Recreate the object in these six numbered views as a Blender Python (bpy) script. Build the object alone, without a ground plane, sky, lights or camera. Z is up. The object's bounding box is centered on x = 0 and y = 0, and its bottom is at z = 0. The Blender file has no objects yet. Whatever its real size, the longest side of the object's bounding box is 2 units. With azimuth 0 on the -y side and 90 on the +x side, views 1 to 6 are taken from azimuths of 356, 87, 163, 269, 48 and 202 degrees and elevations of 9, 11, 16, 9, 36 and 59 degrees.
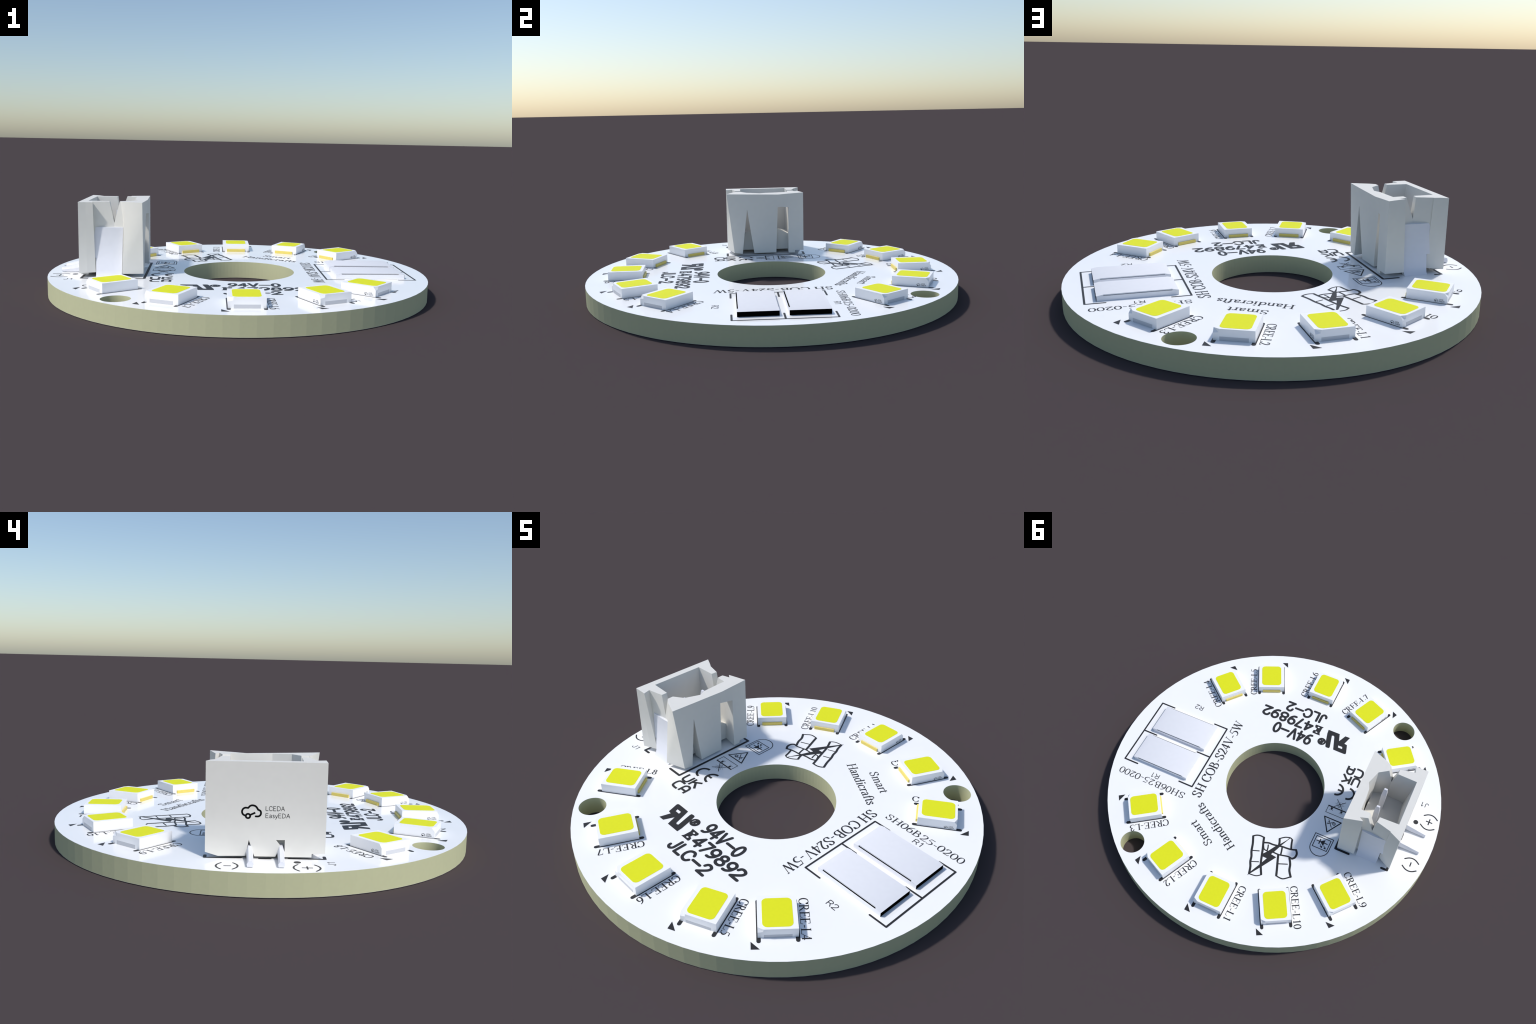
"""Ring-shaped white LED circuit board with ten LEDs, two resistors and a header socket."""
import bpy, bmesh, math
from math import sin, cos, pi, radians, atan2, hypot
from mathutils import Vector, Matrix

TOP = 0.094                      # board top (1.6 mm board, 17 mm radius -> 1 m)
INK_Z = TOP + 0.0005

# ------------------------------------------------------------------ materials
def material(name, color, rough=0.5, spec=0.5, metallic=0.0, mottled=0.0, scale=40.0, bump=0.0, coat=0.0):
    m = bpy.data.materials.new(name)
    m.use_nodes = True
    nt = m.node_tree
    b = nt.nodes["Principled BSDF"]
    b.inputs["Roughness"].default_value = rough
    b.inputs["Metallic"].default_value = metallic
    b.inputs["Specular IOR Level"].default_value = spec
    b.inputs["Coat Weight"].default_value = coat
    tc = nt.nodes.new("ShaderNodeTexCoord")
    no = nt.nodes.new("ShaderNodeTexNoise")
    no.inputs["Scale"].default_value = scale
    no.inputs["Detail"].default_value = 4.0
    nt.links.new(tc.outputs["Object"], no.inputs["Vector"])
    ramp = nt.nodes.new("ShaderNodeValToRGB")
    lo = [c * (1 - mottled) for c in color]
    hi = [min(1.0, c * (1 + mottled)) for c in color]
    ramp.color_ramp.elements[0].color = (*lo, 1)
    ramp.color_ramp.elements[1].color = (*hi, 1)
    ramp.color_ramp.elements[0].position = 0.3
    ramp.color_ramp.elements[1].position = 0.7
    nt.links.new(no.outputs["Fac"], ramp.inputs["Fac"])
    nt.links.new(ramp.outputs["Color"], b.inputs["Base Color"])
    if bump:
        bp = nt.nodes.new("ShaderNodeBump")
        bp.inputs["Strength"].default_value = bump
        bp.inputs["Distance"].default_value = 0.002
        nt.links.new(no.outputs["Fac"], bp.inputs["Height"])
        nt.links.new(bp.outputs["Normal"], b.inputs["Normal"])
    return m

MASK = material("white_solder_mask", (1.0, 1.0, 0.99), rough=0.10, spec=0.5, mottled=0.006, scale=9)
FIBRE = material("glass_fibre_core", (0.585, 0.59, 0.37), rough=0.85, spec=0.1, mottled=0.012, scale=60)
INK = material("black_ink", (0.030, 0.030, 0.032), rough=0.45, spec=0.25, mottled=0.03, scale=60)
LED_WHITE = material("led_housing", (0.985, 0.985, 0.99), rough=0.35, spec=0.4, mottled=0.006)
PHOS = material("yellow_phosphor", (0.80, 0.815, 0.020), rough=0.6, spec=0.14, mottled=0.012, scale=90)
GOLD = material("gold_pad", (0.80, 0.65, 0.15), rough=0.45, spec=0.4, mottled=0.02)
GREY = material("grey_pad", (0.60, 0.61, 0.64), rough=0.45, spec=0.4, mottled=0.02)
SILVER = material("tinned_metal", (0.79, 0.80, 0.855), rough=0.4, spec=0.4, mottled=0.01)
RES_WHITE = material("resistor_coating", (0.84, 0.845, 0.875), rough=0.5, spec=0.3, mottled=0.01)
RES_SIDE = material("resistor_terminal", (0.92, 0.92, 0.95), rough=0.5, spec=0.3, mottled=0.01)
BLACK = material("resistor_black", (0.0015, 0.0015, 0.0015), rough=0.9, spec=0.0, mottled=0.0)
NYLON = material("socket_nylon", (0.78, 0.765, 0.715), rough=0.6, spec=0.25, mottled=0.01, scale=30)
MARK = material("socket_mark", (0.003, 0.003, 0.003), rough=0.6, spec=0.1)

# ------------------------------------------------------------------ mesh helpers
COL = bpy.context.scene.collection

def obj_from_bm(bm, name, mats, parent=None, smooth=False):
    me = bpy.data.meshes.new(name)
    bm.to_mesh(me)
    bm.free()
    for m in (mats if isinstance(mats, (list, tuple)) else [mats]):
        me.materials.append(m)
    for p in me.polygons:
        p.use_smooth = smooth
    o = bpy.data.objects.new(name, me)
    COL.objects.link(o)
    if parent:
        o.parent = parent
    return o

def copy_obj(src, name, parent):
    o = src.copy()
    o.name = name
    COL.objects.link(o)
    o.parent = parent
    return o

def loft(bm, levels, mat=0):
    """closed solid through rings of equal length; each ring a list of (x, y, z)"""
    rings = [[bm.verts.new(p) for p in r] for r in levels]
    n = len(rings[0])
    fs = []
    for a, b in zip(rings, rings[1:]):
        for i in range(n):
            j = (i + 1) % n
            fs.append(bm.faces.new((a[i], a[j], b[j], b[i])))
    for r, rev in ((rings[0], True), (rings[-1], False)):
        fs.append(bm.faces.new(list(reversed(r)) if rev else r))
    for f in fs:
        f.material_index = mat
    return fs

def ring(z, *pts):
    return [(p[0], p[1], p[2] if len(p) > 2 else z) for p in pts]

def finish(bm):
    bm.normal_update()
    bmesh.ops.triangulate(bm, faces=[f for f in bm.faces if len(f.verts) > 4])
    bmesh.ops.recalc_face_normals(bm, faces=bm.faces[:])

def box(bm, x0, x1, y0, y1, z0, z1, mat=0):
    q = [(x0, y0), (x1, y0), (x1, y1), (x0, y1)]
    return loft(bm, [[(x, y, z0) for x, y in q], [(x, y, z1) for x, y in q]], mat)

# ------------------------------------------------------------------ ink strokes
def arc(cx, cy, rx, ry, a0, a1, n=None):
    n = n or max(4, int(abs(a1 - a0) / 12))
    return [(cx + rx * cos(radians(a0 + (a1 - a0) * i / n)), cy + ry * sin(radians(a0 + (a1 - a0) * i / n)))
            for i in range(n + 1)]

def curve(pts, n=6):
    """Catmull-Rom through control points"""
    P = [pts[0]] + list(pts) + [pts[-1]]
    out = []
    for i in range(1, len(P) - 2):
        p0, p1, p2, p3 = P[i - 1], P[i], P[i + 1], P[i + 2]
        for k in range(n):
            t = k / n
            out.append(tuple(0.5 * (2 * p1[d] + (p2[d] - p0[d]) * t + (2 * p0[d] - 5 * p1[d] + 4 * p2[d] - p3[d]) * t * t
                                    + (3 * p1[d] - p0[d] - 3 * p2[d] + p3[d]) * t ** 3) for d in (0, 1)))
    out.append(tuple(pts[-1]))
    return out

class Ink:
    """collects flat printed shapes; every stroke lies on its own thin level so none coincide"""
    def __init__(self, origin=(0, 0), angle=0.0, scale=1.0):
        self.bm = bmesh.new()
        self.level = 0
        self.frame(origin, angle, scale)

    def frame(self, origin, angle=0.0, scale=1.0, xscale=None):
        self.o, self.a, self.s, self.xs = origin, radians(angle), scale, xscale or scale

    def put(self, p):
        x, y = p[0] * self.xs, p[1] * self.s
        return (self.o[0] + x * cos(self.a) - y * sin(self.a), self.o[1] + x * sin(self.a) + y * cos(self.a),
                INK_Z + (self.level % 14) * 0.00002)

    def poly(self, pts):
        self.level += 1
        vs = [self.bm.verts.new(self.put(p)) for p in pts]
        self.bm.faces.new(vs)

    def shape(self, outline, *holes):
        """filled outline with holes"""
        self.level += 1
        edges = []
        for loop in (outline,) + holes:
            vs = [self.bm.verts.new(self.put(p)) for p in loop]
            edges += [self.bm.edges.new((vs[i], vs[(i + 1) % len(vs)])) for i in range(len(vs))]
        bmesh.ops.triangle_fill(self.bm, use_beauty=True, use_dissolve=False, edges=edges)

    def stroke(self, pts, w, caps=True, thick=None):
        """ribbon of width w; with `thick`, a broad pen: w on horizontals, thick on verticals"""
        q = [pts[0]]
        for p in pts[1:]:
            if hypot(p[0] - q[-1][0], p[1] - q[-1][1]) > 1e-6:
                q.append(p)
        pts = q
        n = len(pts)
        if n < 2:
            return
        closed = n > 3 and hypot(pts[0][0] - pts[-1][0], pts[0][1] - pts[-1][1]) < 1e-4
        dirs = []
        for a, b in zip(pts, pts[1:]):
            L = hypot(b[0] - a[0], b[1] - a[1])
            dirs.append(((b[0] - a[0]) / L, (b[1] - a[1]) / L))
        left, right = [], []
        for i, p in enumerate(pts):
            d0 = dirs[i - 1] if i > 0 else (dirs[-1] if closed else dirs[0])
            d1 = dirs[i] if i < n - 1 else (dirs[0] if closed else dirs[-1])
            dx, dy = d0[0] + d1[0], d0[1] + d1[1]
            L = hypot(dx, dy) or 1
            dx, dy = dx / L, dy / L
            mit = 1 / max(0.45, dx * d1[0] + dy * d1[1])
            ww = w if thick is None else w + (thick - w) * abs(dy) ** 1.5
            h = ww / 2 * mit
            left.append((p[0] - dy * h, p[1] + dx * h))
            right.append((p[0] + dy * h, p[1] - dx * h))
        self.level += 1
        lv = [self.bm.verts.new(self.put(p)) for p in left]
        rv = [self.bm.verts.new(self.put(p)) for p in right]
        for i in range(n - 1):
            self.bm.faces.new((rv[i], rv[i + 1], lv[i + 1], lv[i]))
        if caps and not closed:
            for i, sgn, a, b in ((0, -1, lv[0], rv[0]), (n - 1, 1, rv[-1], lv[-1])):
                d = dirs[0] if i == 0 else dirs[-1]
                base = atan2(d[1], d[0]) + (pi / 2 if sgn < 0 else -pi / 2)
                cap = [self.bm.verts.new(self.put((pts[i][0] + w / 2 * cos(base + pi * k / 6),
                                                   pts[i][1] + w / 2 * sin(base + pi * k / 6)))) for k in range(1, 6)]
                self.bm.faces.new([a] + cap + [b])

    def done(self, name, parent, mat=None, mat_flip=True):
        finish(self.bm)
        for f in self.bm.faces:
            f.normal_update()
            if f.normal.z < 0:
                f.normal_flip()
        return obj_from_bm(self.bm, name, mat or INK, parent)

# ------------------------------------------------------------------ stroke typefaces
# each glyph: advance, list of strokes on a unit cap height; T = thin stroke, S = serif bar
def L(*p):
    return [(p[i], p[i + 1]) for i in range(0, len(p), 2)]

def bars(*spec):
    """serif bars: (x centre, y, half width)"""
    return [("S", [(x - h, y), (x + h, y)]) for x, y, h in spec]

SERIF = {
    "C": (0.96, [curve([(0.83, 0.74), (0.70, 0.93), (0.50, 0.98), (0.22, 0.86), (0.10, 0.50), (0.22, 0.13), (0.50, 0.01), (0.72, 0.07), (0.85, 0.24)]),
                 L(0.83, 0.70, 0.83, 0.97)]),
    "R": (0.99, [L(0.20, 0, 0.20, 1), curve([(0.20, 0.97), (0.50, 0.96), (0.66, 0.74), (0.50, 0.52), (0.22, 0.49)]),
                 L(0.42, 0.48, 0.82, 0.04)] + bars((0.2, 0.02, 0.17), (0.16, 0.98, 0.13), (0.87, 0.02, 0.12))),
    "E": (0.90, [L(0.20, 0, 0.20, 1)] + [("T", L(0.05, 0.98, 0.74, 0.98)), ("T", L(0.05, 0.02, 0.78, 0.02)), ("T", L(0.2, 0.52, 0.56, 0.52)),
                 ("T", L(0.73, 0.98, 0.75, 0.78)), ("T", L(0.78, 0.02, 0.83, 0.25)), ("T", L(0.56, 0.4, 0.56, 0.64))]),
    "L": (0.88, [L(0.20, 0, 0.20, 1), ("T", L(0.05, 0.02, 0.76, 0.02)), ("T", L(0.76, 0.02, 0.83, 0.26))] + bars((0.2, 0.98, 0.16))),
    "S": (0.80, [curve([(0.62, 0.76), (0.53, 0.94), (0.37, 0.98), (0.18, 0.90), (0.15, 0.72), (0.33, 0.56), (0.54, 0.44), (0.65, 0.25), (0.54, 0.06), (0.35, 0.01), (0.18, 0.08), (0.10, 0.27)]),
                 ("T", L(0.63, 0.72, 0.62, 0.98)), ("T", L(0.10, 0.02, 0.09, 0.30))]),
    "H": (1.06, [L(0.22, 0, 0.22, 1), L(0.84, 0, 0.84, 1), ("T", L(0.22, 0.51, 0.84, 0.51))]
          + bars((0.22, 0.02, 0.17), (0.22, 0.98, 0.17), (0.84, 0.02, 0.17), (0.84, 0.98, 0.17))),
    "O": (1.06, [arc(0.53, 0.5, 0.42, 0.49, 90, 450)]),
    "B": (0.96, [L(0.20, 0, 0.20, 1), curve([(0.20, 0.97), (0.50, 0.96), (0.64, 0.75), (0.50, 0.55), (0.22, 0.53)]),
                 curve([(0.22, 0.53), (0.58, 0.50), (0.75, 0.27), (0.60, 0.05), (0.20, 0.02)])] + bars((0.14, 0.02, 0.10), (0.14, 0.98, 0.10))),
    "V": (1.06, [L(0.14, 1, 0.52, 0.02), ("T", L(0.52, 0.02, 0.88, 1))] + bars((0.16, 0.98, 0.15), (0.88, 0.98, 0.13))),
    "W": (1.40, [L(0.14, 1, 0.42, 0.02), ("T", L(0.42, 0.02, 0.70, 0.98)), L(0.64, 1, 0.94, 0.02), ("T", L(0.94, 0.02, 1.24, 1))]
          + bars((0.15, 0.98, 0.14), (0.66, 0.98, 0.14), (1.24, 0.98, 0.12))),
    "-": (0.50, [("D", L(0.08, 0.36, 0.42, 0.36))]),
    " ": (0.38, []),
    "0": (0.74, [arc(0.37, 0.5, 0.28, 0.49, 90, 450)]),
    "1": (0.74, [L(0.40, 0, 0.40, 1), ("T", L(0.18, 0.86, 0.40, 0.97))] + bars((0.40, 0.02, 0.18))),
    "2": (0.74, [curve([(0.08, 0.72), (0.18, 0.93), (0.36, 0.99), (0.56, 0.86), (0.55, 0.62), (0.36, 0.32), (0.08, 0.05)]),
                 ("D", L(0.08, 0.05, 0.64, 0.05)), ("T", L(0.62, 0.04, 0.68, 0.22))]),
    "3": (0.74, [curve([(0.10, 0.78), (0.22, 0.96), (0.38, 0.99), (0.54, 0.84), (0.48, 0.64), (0.28, 0.53)]),
                 curve([(0.28, 0.53), (0.50, 0.48), (0.62, 0.28), (0.46, 0.05), (0.24, 0.01), (0.08, 0.07)])]),
    "4": (0.74, [L(0.49, 0, 0.49, 1), ("T", L(0.49, 0.98, 0.06, 0.27)), ("D", L(0.05, 0.26, 0.68, 0.26))]),
    "5": (0.74, [("D", L(0.24, 0.94, 0.66, 0.94)), ("T", L(0.24, 0.96, 0.12, 0.58)),
                 curve([(0.12, 0.58), (0.38, 0.57), (0.58, 0.42), (0.58, 0.22), (0.40, 0.04), (0.20, 0.01), (0.08, 0.06)])]),
    "6": (0.74, [curve([(0.62, 1.0), (0.36, 0.88), (0.16, 0.62), (0.10, 0.32), (0.20, 0.06), (0.38, 0.01), (0.58, 0.12), (0.62, 0.32), (0.54, 0.55), (0.38, 0.60), (0.14, 0.50)])]),
    "7": (0.74, [("D", L(0.10, 0.94, 0.66, 0.94)), L(0.65, 0.94, 0.30, 0), ("T", L(0.10, 0.96, 0.06, 0.76))]),
    "8": (0.74, [arc(0.37, 0.75, 0.20, 0.23, 90, 450), arc(0.37, 0.27, 0.25, 0.26, 90, 450)]),
    "9": (0.74, [curve([(0.12, 0.0), (0.40, 0.12), (0.58, 0.38), (0.63, 0.68), (0.54, 0.93), (0.36, 0.99), (0.16, 0.88), (0.11, 0.66), (0.20, 0.44), (0.38, 0.40), (0.60, 0.52)])]),
    "m": (1.16, [L(0.17, 0, 0.17, 0.68), curve([(0.17, 0.52), (0.38, 0.67), (0.54, 0.58), (0.56, 0.40)]), L(0.56, 0, 0.56, 0.46),
                 curve([(0.56, 0.52), (0.76, 0.67), (0.92, 0.58), (0.95, 0.40)]), L(0.95, 0, 0.95, 0.46)]
          + bars((0.17, 0.02, 0.13), (0.56, 0.02, 0.13), (0.95, 0.02, 0.13), (0.10, 0.64, 0.07))),
    "a": (0.66, [curve([(0.10, 0.54), (0.18, 0.65), (0.33, 0.67), (0.45, 0.56), (0.46, 0.38)]), L(0.46, 0.08, 0.46, 0.45),
                 curve([(0.46, 0.42), (0.22, 0.34), (0.09, 0.18), (0.18, 0.03), (0.32, 0.05), (0.46, 0.15)]), ("T", curve([(0.46, 0.10), (0.54, 0.02), (0.64, 0.09)]))]),
    "r": (0.50, [L(0.17, 0, 0.17, 0.68), curve([(0.17, 0.46), (0.28, 0.64), (0.40, 0.66), (0.48, 0.60)])] + bars((0.18, 0.02, 0.15), (0.10, 0.64, 0.07))),
    "t": (0.42, [curve([(0.19, 0.86), (0.19, 0.50), (0.19, 0.16), (0.27, 0.03), (0.41, 0.09)]), ("T", L(0.03, 0.65, 0.40, 0.65))]),
    "n": (0.76, [L(0.17, 0, 0.17, 0.68), curve([(0.17, 0.52), (0.38, 0.67), (0.54, 0.58), (0.57, 0.40)]), L(0.57, 0, 0.57, 0.46)]
          + bars((0.17, 0.02, 0.13), (0.57, 0.02, 0.13), (0.10, 0.64, 0.07))),
    "d": (0.76, [L(0.55, 0.02, 0.55, 1.03), curve([(0.55, 0.56), (0.36, 0.67), (0.15, 0.55), (0.09, 0.33), (0.16, 0.10), (0.34, 0.01), (0.55, 0.14)])]
          + bars((0.48, 1.0, 0.07), (0.63, 0.04, 0.08))),
    "i": (0.40, [L(0.20, 0, 0.20, 0.68), arc(0.2, 0.92, 0.035, 0.035, 0, 360)] + bars((0.20, 0.02, 0.14), (0.13, 0.64, 0.07))),
    "c": (0.64, [curve([(0.55, 0.52), (0.47, 0.64), (0.34, 0.67), (0.15, 0.56), (0.09, 0.32), (0.18, 0.08), (0.36, 0.02), (0.56, 0.16)])]),
    "f": (0.48, [curve([(0.56, 0.92), (0.46, 1.02), (0.30, 0.97), (0.22, 0.78), (0.21, 0.50)]), L(0.21, 0, 0.21, 0.6), ("T", L(0.05, 0.65, 0.42, 0.65))] + bars((0.22, 0.02, 0.16))),
    "s": (0.56, [curve([(0.43, 0.50), (0.36, 0.64), (0.24, 0.66), (0.12, 0.55), (0.20, 0.42), (0.36, 0.31), (0.46, 0.18), (0.36, 0.03), (0.22, 0.02), (0.09, 0.18)])]),
}
ROUND = {   # monoline lettering
    "9": (0.78, [arc(0.36, 0.68, 0.27, 0.30, 0, 360), curve([(0.63, 0.70), (0.56, 0.32), (0.34, 0.06), (0.12, 0.02)])]),
    "4": (0.82, [L(0.52, 0.0, 0.52, 1.0), L(0.52, 1.0, 0.06, 0.30), L(0.06, 0.30, 0.72, 0.30)]),
    "V": (0.86, [L(0.06, 1.0, 0.40, 0.0), L(0.40, 0.0, 0.74, 1.0)]),
    "-": (0.98, [L(0.08, 0.46, 0.82, 0.46)]),
    "0": (0.80, [arc(0.36, 0.5, 0.28, 0.48, 0, 360)]),
    "7": (0.74, [L(0.08, 0.97, 0.62, 0.97), L(0.62, 0.97, 0.26, 0.0)]),
    "8": (0.80, [arc(0.36, 0.74, 0.23, 0.23, 0, 360), arc(0.36, 0.26, 0.29, 0.26, 0, 360)]),
    "2": (0.80, [curve([(0.08, 0.72), (0.18, 0.93), (0.38, 0.99), (0.60, 0.86), (0.58, 0.60), (0.32, 0.28), (0.06, 0.02)]), L(0.06, 0.02, 0.70, 0.02)]),
    "J": (0.72, [curve([(0.50, 1.0), (0.50, 0.5), (0.48, 0.18), (0.30, 0.02), (0.10, 0.12), (0.06, 0.30)])]),
    "L": (0.70, [L(0.10, 1.0, 0.10, 0.02), L(0.10, 0.02, 0.62, 0.02)]),
    "C": (0.92, [curve([(0.78, 0.74), (0.64, 0.94), (0.44, 0.98), (0.20, 0.84), (0.10, 0.50), (0.20, 0.16), (0.44, 0.02), (0.66, 0.06), (0.80, 0.26)])]),
    "1": (0.60, [L(0.36, 0.0, 0.36, 1.0), L(0.36, 1.0, 0.12, 0.76)]),
    "R": (0.86, [L(0.10, 0, 0.10, 1), curve([(0.10, 0.98), (0.50, 0.97), (0.68, 0.74), (0.50, 0.50), (0.10, 0.48)]), L(0.44, 0.48, 0.74, 0.0)]),
    "U": (0.84, [curve([(0.10, 1.0), (0.10, 0.5), (0.12, 0.22), (0.24, 0.04), (0.40, 0.02), (0.56, 0.04), (0.66, 0.22), (0.68, 0.5), (0.68, 1.0)])]),
    "K": (0.88, [L(0.10, 0, 0.10, 1), L(0.74, 1.0, 0.12, 0.46), L(0.34, 0.62, 0.80, 0.0)]),
    "A": (0.90, [L(0.08, 0.0, 0.08, 0.62), arc(0.38, 0.62, 0.30, 0.36, 180, 0), L(0.68, 0.62, 0.68, 0.0), L(0.08, 0.34, 0.68, 0.34)]),
    "E": (0.80, [L(0.10, 0, 0.10, 1), L(0.10, 0.98, 0.62, 0.98), L(0.10, 0.52, 0.56, 0.52), L(0.10, 0.02, 0.64, 0.02)]),
    "D": (0.92, [L(0.10, 0, 0.10, 1), curve([(0.10, 0.98), (0.46, 0.96), (0.74, 0.70), (0.74, 0.30), (0.46, 0.04), (0.10, 0.02)])]),
    "a": (0.66, [curve([(0.10, 0.56), (0.24, 0.68), (0.42, 0.64), (0.48, 0.44), (0.48, 0.0)]), curve([(0.48, 0.40), (0.20, 0.34), (0.09, 0.18), (0.22, 0.01), (0.40, 0.06), (0.48, 0.20)])]),
    "s": (0.58, [curve([(0.44, 0.60), (0.26, 0.68), (0.12, 0.56), (0.22, 0.40), (0.40, 0.28), (0.44, 0.10), (0.26, 0.01), (0.08, 0.08)])]),
    "y": (0.62, [L(0.06, 0.66, 0.30, 0.02), curve([(0.54, 0.66), (0.30, 0.02), (0.18, -0.22), (0.04, -0.26)])]),
    " ": (0.4, []),
}
UPRIGHT = {**ROUND, "A": (0.86, [L(0.04, 0, 0.40, 1), L(0.40, 1, 0.76, 0), L(0.16, 0.34, 0.64, 0.34)])}

def lay_text(ink, s, face, start, angle, height, length, w, thick=None, caps=False):
    """sets a line of text so that it fills `length` from `start` along `angle`"""
    total = sum(face[c][0] for c in s)
    xs = length / (total * height)
    pen = 0.0
    ink.frame(start, angle, height)
    for c in s:
        adv, strokes = face[c]
        for st in strokes:
            kind, pts = st if isinstance(st, tuple) else ("N", st)
            pts = [((x + pen) * xs, y) for x, y in pts]
            if kind == "N":
                ink.stroke(pts, w, caps, thick)
            elif kind == "D":
                ink.stroke(pts, 0.085, caps)
            else:
                ink.stroke(pts, w * 0.9, False)
        pen += adv

# ------------------------------------------------------------------ board
board_root = bpy.data.objects.new("led_ring_board", None)
COL.objects.link(board_root)
board_root["label"] = "round white LED circuit board with central hole and socket"
board_root["category"] = "circuit board"

def circle(r, n, cx=0.0, cy=0.0):
    return [(cx + r * cos(2 * pi * i / n), cy + r * sin(2 * pi * i / n)) for i in range(n)]

HOLES = [(circle(0.2975, 90), False)] + [(circle(0.0678, 64, hx, hy), False) for hx, hy in ((-0.5730, -0.7038), (0.5773, 0.6990))]
OUTER = circle(1.0, 90)

def plate(z0, z1, name, mat, z_top_only=False):
    """disc with holes: facetted walls plus filled caps"""
    bm = bmesh.new()
    loops = []
    for pts in [OUTER] + [h for h, _ in HOLES]:
        lo = [bm.verts.new((x, y, z0)) for x, y in pts]
        hi = [bm.verts.new((x, y, z1)) for x, y in pts]
        n = len(pts)
        for i in range(n):
            j = (i + 1) % n
            bm.faces.new((lo[i], lo[j], hi[j], hi[i]))
        loops.append((lo, hi))
    bm.edges.ensure_lookup_table()
    for k in (0, 1):
        edges = []
        for lp in loops:
            v = lp[k]
            for i in range(len(v)):
                edges.append(bm.edges.get((v[i], v[(i + 1) % len(v)])))
        bmesh.ops.triangle_fill(bm, use_beauty=True, use_dissolve=False, edges=edges)
    bmesh.ops.recalc_face_normals(bm, faces=bm.faces[:])
    return obj_from_bm(bm, name, mat, board_root)

MASK_T = 0.0004
plate(MASK_T, TOP - MASK_T, "fibre_core", FIBRE)
plate(TOP - MASK_T + 0.00002, TOP, "solder_mask", MASK)
plate(0.0, MASK_T - 0.00002, "solder_mask", MASK)

# ------------------------------------------------------------------ LEDs
LEDS = {1: (0.0055, 0.7806, 90), 2: (0.3447, 0.7036, 65), 3: (0.6225, 0.4785, 35.2), 4: (0.5855, -0.5303, -40),
        5: (0.3567, -0.7072, -65), 6: (0.001, -0.7898, -90), 7: (-0.3275, -0.7168, -115), 8: (-0.6185, -0.4868, -145),
        9: (-0.5967, 0.5090, 140), 10: (-0.3264, 0.7085, 119.3)}
HW, HO, HI, LED_B, LED_T = 0.0820, 0.0895, 0.0930, TOP + 0.0004, 0.1418   # half width, outer and inner reach

def rounded_rect(hw, hl, r, n=6):
    pts = []
    for cx, cy, a in ((hw - r, hl - r, 0), (-hw + r, hl - r, 90), (-hw + r, -hl + r, 180), (hw - r, -hl + r, 270)):
        pts += arc(cx, cy, r, r, a, a + 90, n)
    return pts

def led_housing_mesh():
    """white package, one corner of the rim cut away (x = left seen from outside, y = outward)"""
    bm = bmesh.new()
    P1, P2 = (HW, HO - 0.0135, LED_T), (0.0570, HO, LED_T)         # ends of the cut on the rim
    C, M = (HW, HO, 0.1245), (0.0600, HO, 0.1280)                   # foot of the cut at the corner and on the end face
    b = [bm.verts.new(p) for p in ((-HW, -HI, LED_B), (HW, -HI, LED_B), (HW, HO, LED_B), (-HW, HO, LED_B))]
    t0, t1, t3 = (bm.verts.new(p) for p in ((-HW, -HI, LED_T), (HW, -HI, LED_T), (-HW, HO, LED_T)))
    p1, p2, c, m = (bm.verts.new(p) for p in (P1, P2, C, M))
    for f in ((b[3], b[2], b[1], b[0]), (t0, t1, p1, p2, t3), (b[0], b[1], t1, t0), (b[1], b[2], c, p1, t1),
              (b[2], b[3], t3, p2, m, c), (b[3], b[0], t0, t3), (p1, m, p2), (p1, c, m)):
        bm.faces.new(f)
    finish(bm)
    return bm

made = {}
for k, (x, y, deg) in LEDS.items():
    led = bpy.data.objects.new("led", None)
    COL.objects.link(led)
    led.parent = board_root
    led.location = (x, y, 0)
    led.rotation_euler = (0, 0, radians(deg - 90))
    if not made:
        made["housing"] = obj_from_bm(led_housing_mesh(), "housing", LED_WHITE, led)
        bm = bmesh.new()
        pts = rounded_rect(0.0625, 0.0775, 0.021)
        loft(bm, [[(px, py, LED_T - 0.004) for px, py in pts], [(px, py, LED_T + 0.0006) for px, py in pts]])
        finish(bm)
        made["phosphor"] = obj_from_bm(bm, "phosphor", PHOS, led)
        bm = bmesh.new()
        box(bm, -0.057, 0.057, -HI - 0.0075, -HI + 0.01, LED_B, TOP + 0.0165)
        finish(bm)
        made["anode_pad"] = obj_from_bm(bm, "anode_pad", GOLD, led)
        bm = bmesh.new()
        box(bm, -0.057, 0.057, HO - 0.01, HO + 0.0005, LED_B, TOP + 0.0165)
        finish(bm)
        made["cathode_pad"] = obj_from_bm(bm, "cathode_pad", GREY, led)
    else:
        for n in ("housing", "phosphor", "anode_pad", "cathode_pad"):
            copy_obj(made[n], n, led)
    LEDS[k] = (x, y, deg, led)

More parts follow.
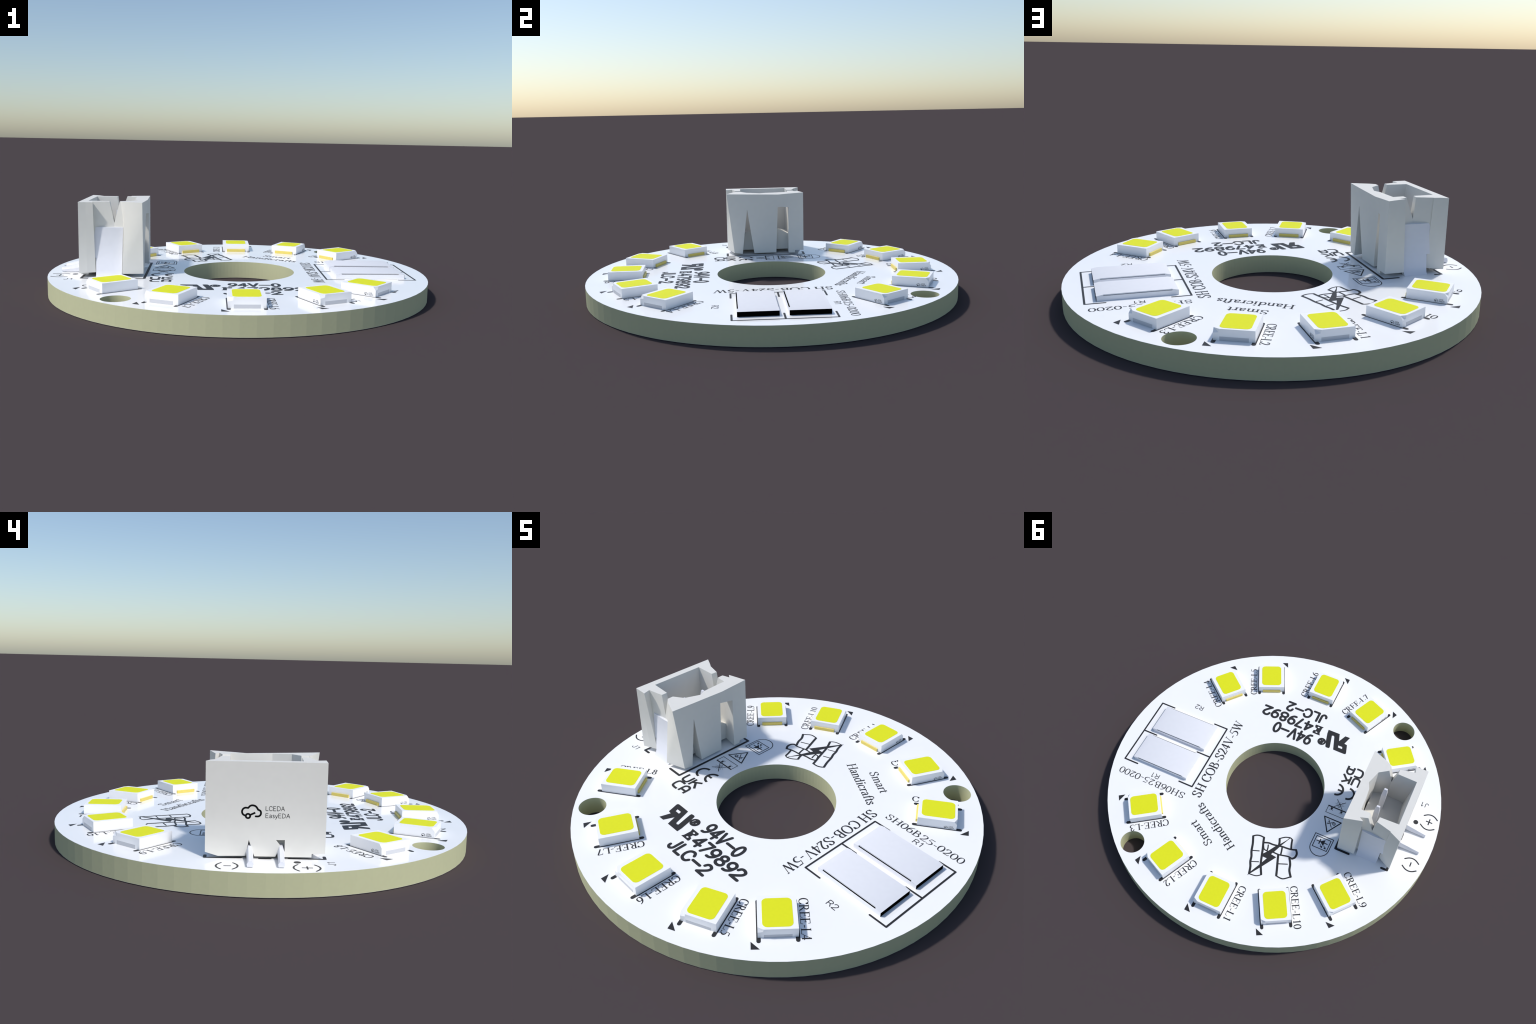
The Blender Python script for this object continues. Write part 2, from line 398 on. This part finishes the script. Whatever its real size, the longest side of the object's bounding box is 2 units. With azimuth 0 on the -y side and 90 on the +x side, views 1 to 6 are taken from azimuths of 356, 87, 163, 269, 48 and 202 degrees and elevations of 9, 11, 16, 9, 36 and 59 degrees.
# ------------------------------------------------------------------ small cloud logo (used on socket and LED sides)
def cloud(ink, text=True, tw=0.075):
    """unit width 1: cloud outline with a node and a link, two lines of lettering to the right"""
    w = 0.088
    q = lambda *p: [((p[i] - 213) / 400, (365 - p[i + 1]) / 400) for i in range(0, len(p), 2)]
    ink.stroke(curve(q(292, 302, 248, 272, 231, 225, 246, 175, 290, 146, 345, 150)), w, False)
    ink.stroke(curve(q(342, 158, 385, 110, 435, 97, 492, 115, 528, 160, 542, 190)), w, False)
    ink.stroke(curve(q(538, 180, 582, 203, 596, 245, 584, 286, 548, 311, 495, 312)), w)
    ink.stroke([((347 + 42 * cos(2 * pi * i / 24) - 213) / 400, (58 + 42 * sin(2 * pi * i / 24)) / 400) for i in range(25)], w)
    ink.stroke(q(392, 284, 486, 240), w, False)

def vertical_print(ink, name, mat, matrix, parent):
    """turn a flat print into one that lies on an upright face"""
    bm = ink.bm
    finish(bm)
    for f in bm.faces:
        if f.normal.z < 0:
            f.normal_flip()
    bmesh.ops.translate(bm, verts=bm.verts[:], vec=(0, 0, -INK_Z + 0.0004))
    bmesh.ops.transform(bm, matrix=matrix, verts=bm.verts[:])
    return obj_from_bm(bm, name, mat, parent)

ink = Ink()
cw = 0.0180
ink.frame((0, 0), 0, cw)
cloud(ink)
ink.poly([(0.335 + 0.10 * cos(pi / 6 * i), 0.145 + 0.10 * sin(pi / 6 * i)) for i in range(12)])
lay_text(ink, "LCEDA", ROUND, (1.22 * cw, 0.46 * cw), 0, 0.0058, 0.0190, 0.11)
lay_text(ink, "EasyEDA", ROUND, (1.22 * cw, 0.06 * cw), 0, 0.0058, 0.0245, 0.11)
# LED left face is x = +HW, its outward normal +x; print's right runs along +y, up +z
T = Matrix(((0, 0, 1, HW), (1, 0, 0, HO - 0.058), (0, 1, 0, TOP + 0.0055), (0, 0, 0, 1)))
side = vertical_print(ink, "maker_mark", MARK, T, LEDS[1][3])
for k in range(2, 11):
    copy_obj(side, "maker_mark", LEDS[k][3])

# ------------------------------------------------------------------ resistors
def resistor(cy):
    root = bpy.data.objects.new("chip_resistor", None)
    COL.objects.link(root)
    root.parent = board_root
    root.location = (0.677, cy, 0)
    if "res" in made:
        for o in made["res"]:
            copy_obj(o, o.name.split(".")[0], root)
        return
    hx, hy = 0.180, 0.0930
    bm = bmesh.new()
    box(bm, -hx, hx - 0.0012, -hy, hy, TOP + 0.0006, 0.1172)
    finish(bm)
    a = obj_from_bm(bm, "ceramic_body", RES_SIDE, root)
    bm = bmesh.new()
    box(bm, hx - 0.0012, hx, -hy, hy, TOP + 0.0006, 0.1172)
    box(bm, -0.151, 0.150, -hy + 0.0006, hy - 0.0002, 0.1166, 0.1180)
    finish(bm)
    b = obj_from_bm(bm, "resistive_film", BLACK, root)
    bm = bmesh.new()
    y0, y1 = -hy + 0.0058, hy - 0.0022
    loft(bm, [ring(0.1173, (-hx, -hy), (-0.1515, -hy), (-0.151, y0), (0.149, y0), (0.1505, -hy), (hx, -hy),
                   (hx, hy), (0.1505, hy), (0.149, y1), (-0.151, y1), (-0.1515, hy), (-hx, hy)),
              ring(0.1235, (-hx, -hy, 0.11735), (-0.152, -hy, 0.1228), (-0.1505, y0), (0.1485, y0), (0.150, -hy, 0.1228), (hx, -hy, 0.11735),
                   (hx, hy, 0.11735), (0.150, hy, 0.1228), (0.1485, y1), (-0.1505, y1), (-0.152, hy, 0.1228), (-hx, hy, 0.11735))])
    finish(bm)
    c = obj_from_bm(bm, "top_coating", RES_WHITE, root, smooth=True)
    c.data.set_sharp_from_angle(angle=radians(35))
    made["res"] = (a, b, c)

resistor(0.1152)
resistor(-0.1144)

# ------------------------------------------------------------------ socket
socket = bpy.data.objects.new("wire_socket", None)
COL.objects.link(socket)
socket.parent = board_root
XO, XI, ZT = -0.8142, -0.498, 0.4776

def socket_housing():
    bm = bmesh.new()
    # outer wall: outline seen from outside, with the two pin slots at its foot
    outline = [(0.235, ZT), (-0.235, ZT), (-0.235, 0.1187), (-0.1826, 0.1178), (-0.182, 0.1036), (-0.0758, 0.1032), (-0.0761, 0.1714),
               (-0.0414, 0.1711), (-0.0595, 0.146), (-0.041, 0.1042), (0.0415, 0.1038), (0.0645, 0.1696), (0.0763, 0.1058), (0.1844, 0.1034), (0.235, 0.1190)]
    trim = lambda y, z: 0.2168 if y > 0.2 else (-0.2185 if y < -0.2 and z < 0.2 else y)      # ends cut at a slant
    loft(bm, [[(XO, y, z) for y, z in outline], [(-0.7775, trim(y, z), z) for y, z in outline]])
    # inward taper of the outer wall towards the cavity floor
    loft(bm, [ring(0.2, (-0.7775, -0.143), (-0.743, -0.143), (-0.7773, 0.143), (-0.7775, 0.143)),
              ring(ZT - 0.0008, (-0.7775, -0.143), (-0.7773, -0.143), (-0.7773, 0.143), (-0.7775, 0.143))])
    # floor block
    loft(bm, [ring(0.116, (-0.7775, -0.166), (-0.572, -0.166), (-0.572, -0.08), (-0.572, 0.08), (-0.572, 0.166), (-0.7775, 0.166)),
              ring(0.205, (-0.7775, -0.166, 0.202), (-0.563, -0.166, 0.205), (-0.563, -0.08, 0.244), (-0.563, 0.08, 0.248), (-0.563, 0.166, 0.205), (-0.7775, 0.166, 0.202))])
    # end towards -y: outer leg with recessed wall up to the V notch
    X = -0.7775
    loft(bm, [ring(0.1187, (X, -0.2185), (-0.7375, -0.2005), (-0.7385, -0.196), (-0.644, -0.196), (-0.644, -0.150), (X, -0.143)),
              ring(0.3705, (X, -0.2301), (-0.7410, -0.2244), (-0.748, -0.196), (-0.6435, -0.184), (-0.644, -0.149), (X, -0.143)),
              ring(ZT, (X, -0.235), (-0.742, -0.235), (-0.752, -0.197), (-0.667, -0.178), (-0.668, -0.146), (X, -0.143))])
    # end towards +y
    loft(bm, [ring(0.1190, (X, 0.2168), (X, 0.143), (-0.652, 0.150), (-0.652, 0.190), (-0.735, 0.190), (-0.738, 0.1935)),
              ring(0.3710, (X, 0.2168), (X, 0.143), (-0.655, 0.149), (-0.655, 0.184), (-0.749, 0.196), (-0.7465, 0.2005)),
              ring(ZT, (X, 0.2168), (X, 0.143), (-0.670, 0.1465), (-0.667, 0.179), (-0.753, 0.2005, 0.4755), (-0.7495, 0.2025, 0.4755))])
    # inner corner towards -y, twisted foot; its edge forms one side of the pointed slit
    loft(bm, [ring(0.112, (XI, -0.1935, 0.1112), (XI, -0.1436, 0.1044), (-0.565, -0.1436), (-0.644, -0.150), (-0.644, -0.196), (-0.601, -0.200, 0.1175), (-0.600, -0.2357, 0.1175)),
              ring(0.3705, (XI, -0.2215), (XI, -0.1105, 0.3816), (-0.566, -0.1105), (-0.644, -0.149), (-0.6435, -0.184), (-0.597, -0.190), (-0.5905, -0.2085)),
              ring(ZT, (XI, -0.2335), (XI, -0.1105, 0.4735), (-0.5655, -0.1105, 0.4765), (-0.616, -0.1460), (-0.615, -0.178), (-0.6110, -0.1805), (-0.5865, -0.1980))])
    # middle column of the inner wall between the slits
    loft(bm, [ring(0.105, (-0.512, -0.0705), (-0.514, 0.0), (-0.515, 0.0665), (-0.560, 0.0665), (-0.560, 0.0), (-0.556, -0.030), (-0.565, -0.0705)),
              ring(0.3816, (XI, -0.1105), (-0.501, 0.0), (-0.520, 0.0795, 0.3895), (-0.561, 0.0795, 0.3895), (-0.557, 0.010), (-0.541, -0.030), (-0.566, -0.1105)),
              ring(0.470, (XI, -0.1105, 0.4735), (XI, 0.0, 0.4705), (XI, 0.0795, 0.4682), (-0.561, 0.0795, 0.4745), (-0.557, 0.010, 0.474), (-0.540, -0.030, 0.474), (-0.5655, -0.1105, 0.4765))])
    # lintel over the square slit
    loft(bm, [ring(0.3895, (-0.519, 0.0795), (-0.4985, 0.1445), (-0.562, 0.1445), (-0.561, 0.0795)),
              ring(0.4740, (XI, 0.0795, 0.4682), (XI, 0.1445, 0.4725), (-0.562, 0.1445, 0.4765), (-0.561, 0.0795, 0.4745))])
    # inner corner towards +y
    loft(bm, [ring(0.119, (XI, 0.1425, 0.1042), (XI, 0.1815, 0.1042), (XI, 0.1825), (XI, 0.235), (-0.598, 0.235), (-0.600, 0.196), (-0.652, 0.196), (-0.652, 0.150), (-0.562, 0.1425)),
              ring(0.3710, (XI, 0.1445, 0.3895), (XI, 0.1815), (XI, 0.1825), (XI, 0.235), (-0.598, 0.216), (-0.598, 0.188), (-0.655, 0.184), (-0.655, 0.149), (-0.562, 0.1445, 0.3895)),
              ring(ZT, (XI, 0.1445, 0.4725), (XI, 0.1815, 0.4745), (XI, 0.1825, 0.4746), (XI, 0.235), (-0.598, 0.207), (-0.574, 0.192), (-0.617, 0.178), (-0.615, 0.1448), (-0.562, 0.1445, 0.4765))])
    finish(bm)
    return bm

house = obj_from_bm(socket_housing(), "socket_housing", NYLON, socket, smooth=True)
house.data.set_sharp_from_angle(angle=radians(38))
# moulded in one piece: the inner wall and the rim shade as single planes across their sections
corner_normals = [Vector(n.vector) for n in house.data.corner_normals]
for p in house.data.polygons:
    c = p.center
    for li in p.loop_indices:
        if p.normal.x > 0.95 and c.x > -0.53:
            corner_normals[li] = Vector((1, 0, 0))
        elif p.normal.z > 0.95 and c.z > 0.45:
            corner_normals[li] = Vector((0, 0, 1))
house.data.normals_split_custom_set(corner_normals)

# side solder tabs
for s in (-1, 1):
    bm = bmesh.new()
    y = lambda v: s * v
    x0, x1 = (-0.746, -0.598) if s < 0 else (-0.754, -0.604)
    def row(z, xl, xr, front, back, bow=0.0):      # five stations across the sheet, gently bowed
        xs = [xl + (xr - xl) * i / 4 for i in range(5)]
        return [(x, s * (front + bow * b), z) for x, b in zip(xs, (0, 0.75, 1, 0.75, 0))] + \
               [(x, s * (back - bow * b), z) for x, b in zip(reversed(xs), (0, 0.75, 1, 0.75, 0))]
    loft(bm, [row(TOP + 0.0004, x0 + (0.0205 if s > 0 else 0.012), x1 - 0.008, 0.2245, 0.196),
              row(0.105, x0 + (0.0200 if s > 0 else 0.012), x1 - 0.0075, 0.2140, 0.192),
              row(0.128, x0 + (0.0190 if s > 0 else 0.012), x1 - 0.007, 0.2070, 0.188),
              row(0.1930, x0 + (0.0185 if s > 0 else 0.012), x1 - 0.005, 0.2015, 0.184),
              row(0.1932, x0, x1 - 0.005, 0.2014, 0.184),
              row(0.349, x0, x1, 0.1935, 0.1880, 0.006)])
    finish(bm)
    o = obj_from_bm(bm, "solder_tab", SILVER, socket, smooth=True)
    o.data.set_sharp_from_angle(angle=radians(40))

# contact pins: blade in the cavity, foot on the board
for cy in (0.0590, -0.0590):
    bm = bmesh.new()
    h = 0.0128
    sk = 0.002 if cy < 0 else -0.001
    path = [(-0.760, 0.150, 0.110), (-0.815, 0.146, 0.102), (-0.865, 0.134, 0.098), (-0.934, 0.1180, 0.0965)]
    rings = []
    for i, (px, zt, zb) in enumerate(path):
        f = h * (1.1 if i < 2 else 1.0)
        oy = cy - sk * 2 * (1 - i / 3)
        rings.append([(px, oy - f * 0.85, zb), (px, oy - f, (zt + zb) / 2), (px, oy - f * 0.45, zt), (px, oy + f * 0.45, zt), (px, oy + f, (zt + zb) / 2), (px, oy + f * 0.85, zb)])
    loft(bm, rings)
    loft(bm, [ring(0.19, (-0.650, cy - 0.015), (-0.622, cy - 0.015), (-0.622, cy + 0.015), (-0.650, cy + 0.015)),
              ring(0.375, (-0.650, cy - 0.015), (-0.622, cy - 0.015), (-0.622, cy + 0.015), (-0.650, cy + 0.015)),
              ring(0.424, (-0.646, cy - 0.006), (-0.628, cy - 0.006), (-0.628, cy + 0.004), (-0.646, cy + 0.004))])
    finish(bm)
    obj_from_bm(bm, "contact_pin", SILVER, socket)

# maker's mark on the outer face (seen from -x: right is -y)
ink = Ink()
cw = 0.0806
ink.frame((0, 0), 0, cw)
cloud(ink)
lay_text(ink, "LCEDA", UPRIGHT, (0.0940, 0.0335), 0, 0.0180, 0.076, 0.105)
lay_text(ink, "EasyEDA", UPRIGHT, (0.0940, 0.0055), 0, 0.0172, 0.0975, 0.105)
T = Matrix(((0, 0, -1, XO), (-1, 0, 0, 0.0966), (0, 1, 0, 0.2533), (0, 0, 0, 1)))
bmm = vertical_print(ink, "maker_mark", MARK, T, socket)

# ------------------------------------------------------------------ printed legend on the board
legend = bpy.data.objects.new("printed_legend", None)
COL.objects.link(legend)
legend.parent = board_root

def text_print(name, s, face, start, angle, height, length, w, thick=None, caps=False):
    ink = Ink()
    lay_text(ink, s, face, start, angle, height, length, w, thick, caps)
    return ink.done(name, legend)

TH, TN = 0.16, 0.066
CREE = {1: ((-0.0985, 0.6700), 90, .219), 2: ((0.2095, 0.6440), 65, .215), 3: ((0.4635, 0.4835), 36, .227), 4: ((0.5550, -0.3815), -40.3, .229),
        5: ((0.3925, -0.5590), -64.8, .212), 6: ((0.0945, -0.6785), -89.5, .217), 7: ((-0.1885, -0.6590), -115.3, .217),
        8: ((-0.7530, -0.4450), 35, .213), 9: ((-0.5895, 0.3625), 138, .222), 10: ((-0.3505, 0.5585), 119.3, .247)}
for k, (p, ang, ln) in CREE.items():
    text_print("part_label", "CREE-L%d" % k, SERIF, p, ang, 0.040, ln, TN, TH)
text_print("part_label", "SH06B25-0200", SERIF, (0.454, 0.2885), 0, 0.0405, 0.444, TN, TH)
text_print("part_label", "SH COB-S24V-5W", SERIF, (0.365, 0.283), -90, 0.057, 0.602, TN, TH)
text_print("maker_name", "Handicrafts", SERIF, (0.0325, 0.4735), -30, 0.049, 0.353, TN, TH)
text_print("maker_name", "Smart", SERIF, (0.1605, 0.5070), -30, 0.046, 0.181, TN, TH)
text_print("part_label", "R1", ROUND, (0.6515, 0.2455), 0, 0.031, 0.056, 0.125)
text_print("part_label", "R2", ROUND, (0.6510, -0.3200), 0, 0.031, 0.060, 0.125)
text_print("part_label", "J1", ROUND, (-0.8880, -0.2705), 0, 0.030, 0.048, 0.125)
text_print("rating_code", "94V-0", ROUND, (-0.0690, -0.4200), 0, 0.074, 0.262, 0.21, None, True)
text_print("rating_code", "479892", ROUND, (-0.0370, -0.5085), 0, 0.066, 0.346, 0.235, None, True)
text_print("rating_code", "JLC-2", ROUND, (-0.0920, -0.6000), 0, 0.066, 0.274, 0.23, None, True)

# bold slab E before 479892
ink = Ink()
dot = lambda cx, cy, r, n=8: [(cx + r * cos(2 * pi * i / n), cy + r * 0.7 * sin(2 * pi * i / n)) for i in range(n)]
ink.shape([(-0.1026, -0.5094), (-0.0959, -0.4975), (-0.0945, -0.4591), (-0.1028, -0.4415), (-0.0535, -0.4415), (-0.0495, -0.4516), (-0.0523, -0.4639),
           (-0.0651, -0.4686), (-0.0648, -0.4844), (-0.0537, -0.4862), (-0.0480, -0.5000), (-0.0500, -0.5094)],
          dot(-0.0738, -0.4563, 0.0070), dot(-0.0730, -0.4950, 0.0070))
ink.done("rating_code", legend)

# recognised-component mark: mirrored R joined to a U, with a small disc
ink = Ink()
ink.shape([(-0.2832, -0.5069), (-0.2519, -0.5064), (-0.2295, -0.4549), (-0.2131, -0.5065), (-0.1373, -0.5065), (-0.1404, -0.4777), (-0.1540, -0.4228),
           (-0.1660, -0.3840), (-0.1700, -0.3790), (-0.1782, -0.3775), (-0.1923, -0.3795), (-0.1935, -0.3900), (-0.1730, -0.4735), (-0.1812, -0.4780), (-0.1900, -0.4735),
           (-0.2200, -0.3810), (-0.2589, -0.3800), (-0.2950, -0.3800), (-0.3015, -0.3834), (-0.3025, -0.3913), (-0.2870, -0.4450), (-0.2850, -0.4490), (-0.2669, -0.4518)],
          [(-0.2690, -0.4085), (-0.2640, -0.4235), (-0.2370, -0.4235), (-0.2415, -0.4085)])
ink.shape([(-0.1315 + 0.0268 * cos(2 * pi * i / 28), -0.4062 + 0.0268 * sin(2 * pi * i / 28)) for i in range(28)],
          [(-0.1475, -0.4100), (-0.1445, -0.4115), (-0.1405, -0.3945), (-0.1435, -0.3945)], [(-0.1335, -0.4195), (-0.1295, -0.4195), (-0.1310, -0.4150)],
          [(-0.1235, -0.4105), (-0.1205, -0.4105), (-0.1185, -0.4035), (-0.1215, -0.4035)])
ink.done("approval_mark", legend)

# CE and UKCA marks
ink = Ink()
ink.stroke(arc(-0.4205, -0.1285, 0.0375, 0.0375, 88, 272), 0.0130, False)
ink.stroke(arc(-0.3495, -0.1285, 0.0375, 0.0375, 88, 272), 0.0130, False)
ink.stroke([(-0.386, -0.1285), (-0.3555, -0.1285)], 0.0120, False)
ink.done("approval_mark", legend)
ink = Ink()
lay_text(ink, "UK", ROUND, (-0.4640, -0.2480), 0, 0.057, 0.122, 0.225)
lay_text(ink, "CA", {**ROUND, "C": (0.94, [curve([(0.80, 0.98), (0.46, 0.98), (0.20, 0.90), (0.10, 0.66), (0.10, 0.34), (0.20, 0.10), (0.46, 0.02), (0.80, 0.02)])])}, (-0.4590, -0.3145), 0, 0.057, 0.116, 0.225)
ink.done("approval_mark", legend)

# rectangle with two lamps over a struck-out lamp
ink = Ink()
ink.stroke([(-0.4645, -0.006), (-0.4645, 0.041), (-0.3475, 0.041), (-0.3475, -0.006)], 0.0032, False)
ink.stroke([(-0.4665, -0.006), (-0.3455, -0.006)], 0.0074, False)
for cx in (-0.4330, -0.3720):
    ink.poly([(cx - 0.007, -0.001), (cx + 0.007, -0.001), (cx + 0.004, 0.013), (cx - 0.004, 0.013)])
    for d in (-0.010, 0, 0.010):
        ink.stroke([(cx + d * 0.6, 0.012), (cx + d, 0.019)], 0.002, False)
ink.stroke([(-0.434, -0.065), (-0.378, -0.011)], 0.0035, False)
ink.stroke([(-0.379, -0.066), (-0.431, -0.012)], 0.0035, False)
ink.stroke(arc(-0.406, -0.022, 0.0058, 0.0058, 0, 360), 0.002)
for i in range(7):
    a = radians(200 + 140 * i / 6)
    ink.stroke([(-0.406 + 0.011 * cos(a), -0.026 + 0.011 * sin(a)), (-0.406 + 0.030 * cos(a), -0.028 + 0.030 * sin(a))], 0.0013, False)
ink.done("warning_pictogram", legend)

# triangle with struck-out chip
ink = Ink()
T3 = [(-0.4595, 0.0715), (-0.3535, 0.0715), (-0.4058, 0.1610)]
for a, b in ((0, 1), (1, 2), (2, 0)):
    ink.stroke([T3[a], T3[b]], 0.0066)
ink.stroke([(-0.4180, 0.1240), (-0.3840, 0.0800)], 0.004, False)
ink.stroke([(-0.3850, 0.1120), (-0.4200, 0.0850)], 0.004, False)
ink.stroke(arc(-0.4230, 0.0960, 0.0065, 0.0065, 0, 360), 0.003)
for i in range(8):
    a = pi / 4 * i
    ink.stroke([(-0.423 + 0.007 * cos(a), 0.096 + 0.007 * sin(a)), (-0.423 + 0.012 * cos(a), 0.096 + 0.012 * sin(a))], 0.003, False)
ink.stroke(arc(-0.3920, 0.0990, 0.0055, 0.0055, -120, 120), 0.003)
ink.done("warning_pictogram", legend)

# shield with a light-emitting diode symbol
ink = Ink()
ink.stroke([(-0.4055, 0.1930), (-0.3490, 0.1930), (-0.3495, 0.2700)] + arc(-0.4055, 0.2700, 0.0560, 0.0545, 0, 180, 20) + [(-0.4620, 0.1930), (-0.4055, 0.1930)], 0.0044)
ink.stroke([(-0.4055, 0.2062), (-0.3630, 0.2062), (-0.3630, 0.2770), (-0.4505, 0.2770), (-0.4505, 0.2062), (-0.4055, 0.2062)], 0.0044)
ink.stroke([(-0.4400, 0.2335), (-0.3705, 0.2335)], 0.0055, False)
ink.poly([(-0.4200, 0.2130), (-0.4200, 0.2540), (-0.3940, 0.2335)])
ink.stroke([(-0.3920, 0.2160), (-0.3920, 0.2510)], 0.0058, False)
for d in (0, -0.022):
    ink.stroke([(-0.402 + d, 0.2500), (-0.412 + d, 0.2620)], 0.0036, False)
    ink.poly([(-0.419 + d, 0.2690), (-0.416 + d, 0.2550), (-0.404 + d, 0.2650)])
ink.done("warning_pictogram", legend)

# emblem: bamboo canes forming an H, struck by a flash
ink = Ink()
BW = 0.0125
ink.stroke(curve([(-0.0310, 0.3693), (-0.0490, 0.4119), (-0.0628, 0.4572), (-0.0770, 0.4876), (-0.0851, 0.5181), (-0.0995, 0.5478), (-0.1105, 0.5865)]), BW)
ink.stroke(curve([(-0.0915, 0.3510), (-0.1010, 0.3801), (-0.1145, 0.4161), (-0.1300, 0.4636), (-0.1463, 0.5098), (-0.1740, 0.5628)]), BW)
ink.stroke(curve([(-0.0300, 0.3680), (-0.0461, 0.3556), (-0.0665, 0.3489), (-0.0929, 0.3500)]), 0.0085)
ink.stroke(curve([(-0.1130, 0.5885), (-0.1520, 0.5832), (-0.1765, 0.5643)]), 0.0062)
ink.stroke([(-0.0650, 0.4525), (-0.1025, 0.4387)], 0.0062)
ink.stroke([(-0.0870, 0.5175), (-0.1285, 0.5008)], 0.0056)
ink.stroke(curve([(-0.1762, 0.3196), (-0.1850, 0.3400), (-0.1900, 0.3607)]), BW * 0.95)
ink.stroke(curve([(-0.2449, 0.2945), (-0.2520, 0.3207), (-0.2628, 0.3492)]), BW * 0.85)
ink.stroke(curve([(-0.1754, 0.3178), (-0.1994, 0.2977), (-0.2200, 0.2890), (-0.2318, 0.2874), (-0.2460, 0.2930)]), 0.0070)
ink.stroke(curve([(-0.2110, 0.4141), (-0.2297, 0.4660), (-0.2425, 0.5003), (-0.2538, 0.5330)]), BW)
ink.stroke(curve([(-0.2780, 0.4060), (-0.2965, 0.4380), (-0.3080, 0.4740), (-0.3300, 0.5060)]), BW)
ink.stroke(curve([(-0.2540, 0.5345), (-0.2740, 0.5375), (-0.2981, 0.5342), (-0.3300, 0.5064)]), 0.0075)
ink.stroke([(-0.2320, 0.4650), (-0.2817, 0.4442)], 0.0060)
ink.stroke(curve([(-0.1031, 0.3803), (-0.1294, 0.3699), (-0.1579, 0.3684), (-0.1830, 0.3637), (-0.2112, 0.3575), (-0.2375, 0.3557), (-0.2647, 0.3517), (-0.2912, 0.3423)]), 0.0100)
ink.stroke(curve([(-0.2905, 0.3425), (-0.3040, 0.3633), (-0.3035, 0.3886), (-0.2914, 0.4024)]), 0.0120)
ink.stroke(curve([(-0.2914, 0.4018), (-0.2653, 0.3997), (-0.2305, 0.4078), (-0.2093, 0.4120), (-0.1781, 0.4116)]), 0.0085)
ink.stroke(curve([(-0.2109, 0.3590), (-0.2180, 0.3833), (-0.2238, 0.4101)]), 0.0090)
ink.stroke(curve([(-0.1047, 0.3838), (-0.1139, 0.4031), (-0.1250, 0.4170), (-0.1469, 0.4193)]), 0.0070)
ink.stroke(curve([(-0.1336, 0.3830), (-0.1394, 0.3994), (-0.1421, 0.4173)]), 0.0075)
ink.poly([(-0.2315, 0.2867), (-0.2250, 0.2898), (-0.2037, 0.3496), (-0.1829, 0.4051), (-0.1766, 0.4166), (-0.1724, 0.4283), (-0.2073, 0.4327), (-0.1583, 0.5165), (-0.1184, 0.5808),
          (-0.1043, 0.6030), (-0.1075, 0.5900), (-0.1147, 0.5694), (-0.1432, 0.5050), (-0.1609, 0.4611), (-0.1339, 0.4614), (-0.1290, 0.4511), (-0.1305, 0.4419), (-0.1469, 0.4193),
          (-0.1735, 0.3725), (-0.1846, 0.3587), (-0.1988, 0.3390)])
ink.done("emblem", legend)

# polarity marks beside the socket
ink = Ink()
def paren(x0, x1, y, bulge):
    ink.stroke(curve([(x0, y), (x0 + (x1 - x0) * 0.25, y + bulge * 0.75), ((x0 + x1) / 2, y + bulge), (x0 + (x1 - x0) * 0.75, y + bulge * 0.75), (x1, y)]), 0.0072, True)
paren(-0.8830, -0.9665, -0.1235, 0.0185)
paren(-0.8850, -0.9660, -0.1880, -0.0185)
ink.stroke([(-0.9250, -0.1360), (-0.9250, -0.1780)], 0.0066, False)
ink.stroke([(-0.9060, -0.1570), (-0.9450, -0.1570)], 0.0066, False)
ink.done("polarity_mark", legend)
ink = Ink()
paren(-0.8740, -0.9570, 0.1695, 0.0185)
paren(-0.8740, -0.9570, 0.1240, -0.0185)
ink.stroke([(-0.9150, 0.1590), (-0.9150, 0.1310)], 0.0066, False)
ink.done("polarity_mark", legend)
ink = Ink()
ink.poly([(-0.854 + 0.0145 * cos(2 * pi * i / 24), -0.124 + 0.0145 * sin(2 * pi * i / 24)) for i in range(24)])
ink.done("pin_mark", legend)

# outline of the socket footprint
ink = Ink()
F = 0.0135
for s in (-1, 1):
    ink.stroke([(-0.5715, s * 0.2365), (-0.4905, s * 0.2365)], F)
    ink.stroke([(-0.7720, s * 0.2365), (-0.8055, s * 0.2365)], F)
    ink.stroke([(-0.8055, s * 0.2365), (-0.8030, s * 0.0960)], F)
ink.stroke([(-0.4905, -0.2365), (-0.4905, 0.2365)], F)
ink.stroke([(-0.8105, -0.0200), (-0.8105, 0.0200)], F)
ink.done("footprint_outline", legend)

# outlines of the resistor footprints
ink = Ink()
F = 0.0092
for x, ends in ((0.4440, 1), (0.9080, -1)):
    ink.stroke([(x, -0.2315), (x, 0.2325)], F)
    for y in (-0.2315, 0.0010, 0.2325):
        ink.stroke([(x, y), (x + ends * 0.088, y)], F)
ink.done("footprint_outline", legend)

# LED footprints: a line along each long side and a polarity wedge
for k, (x, y, deg, led) in LEDS.items():
    ink = Ink()
    ink.frame((x, y), deg - 90)
    for s in (-1, 1):
        ink.stroke([(s * 0.0785, -0.1075), (s * 0.0785, 0.1075)], 0.0176)
    ink.poly([(0.1105, 0.1075), (0.1105, 0.1470), (0.0745, 0.1475)])
    ink.done("footprint_outline", legend)
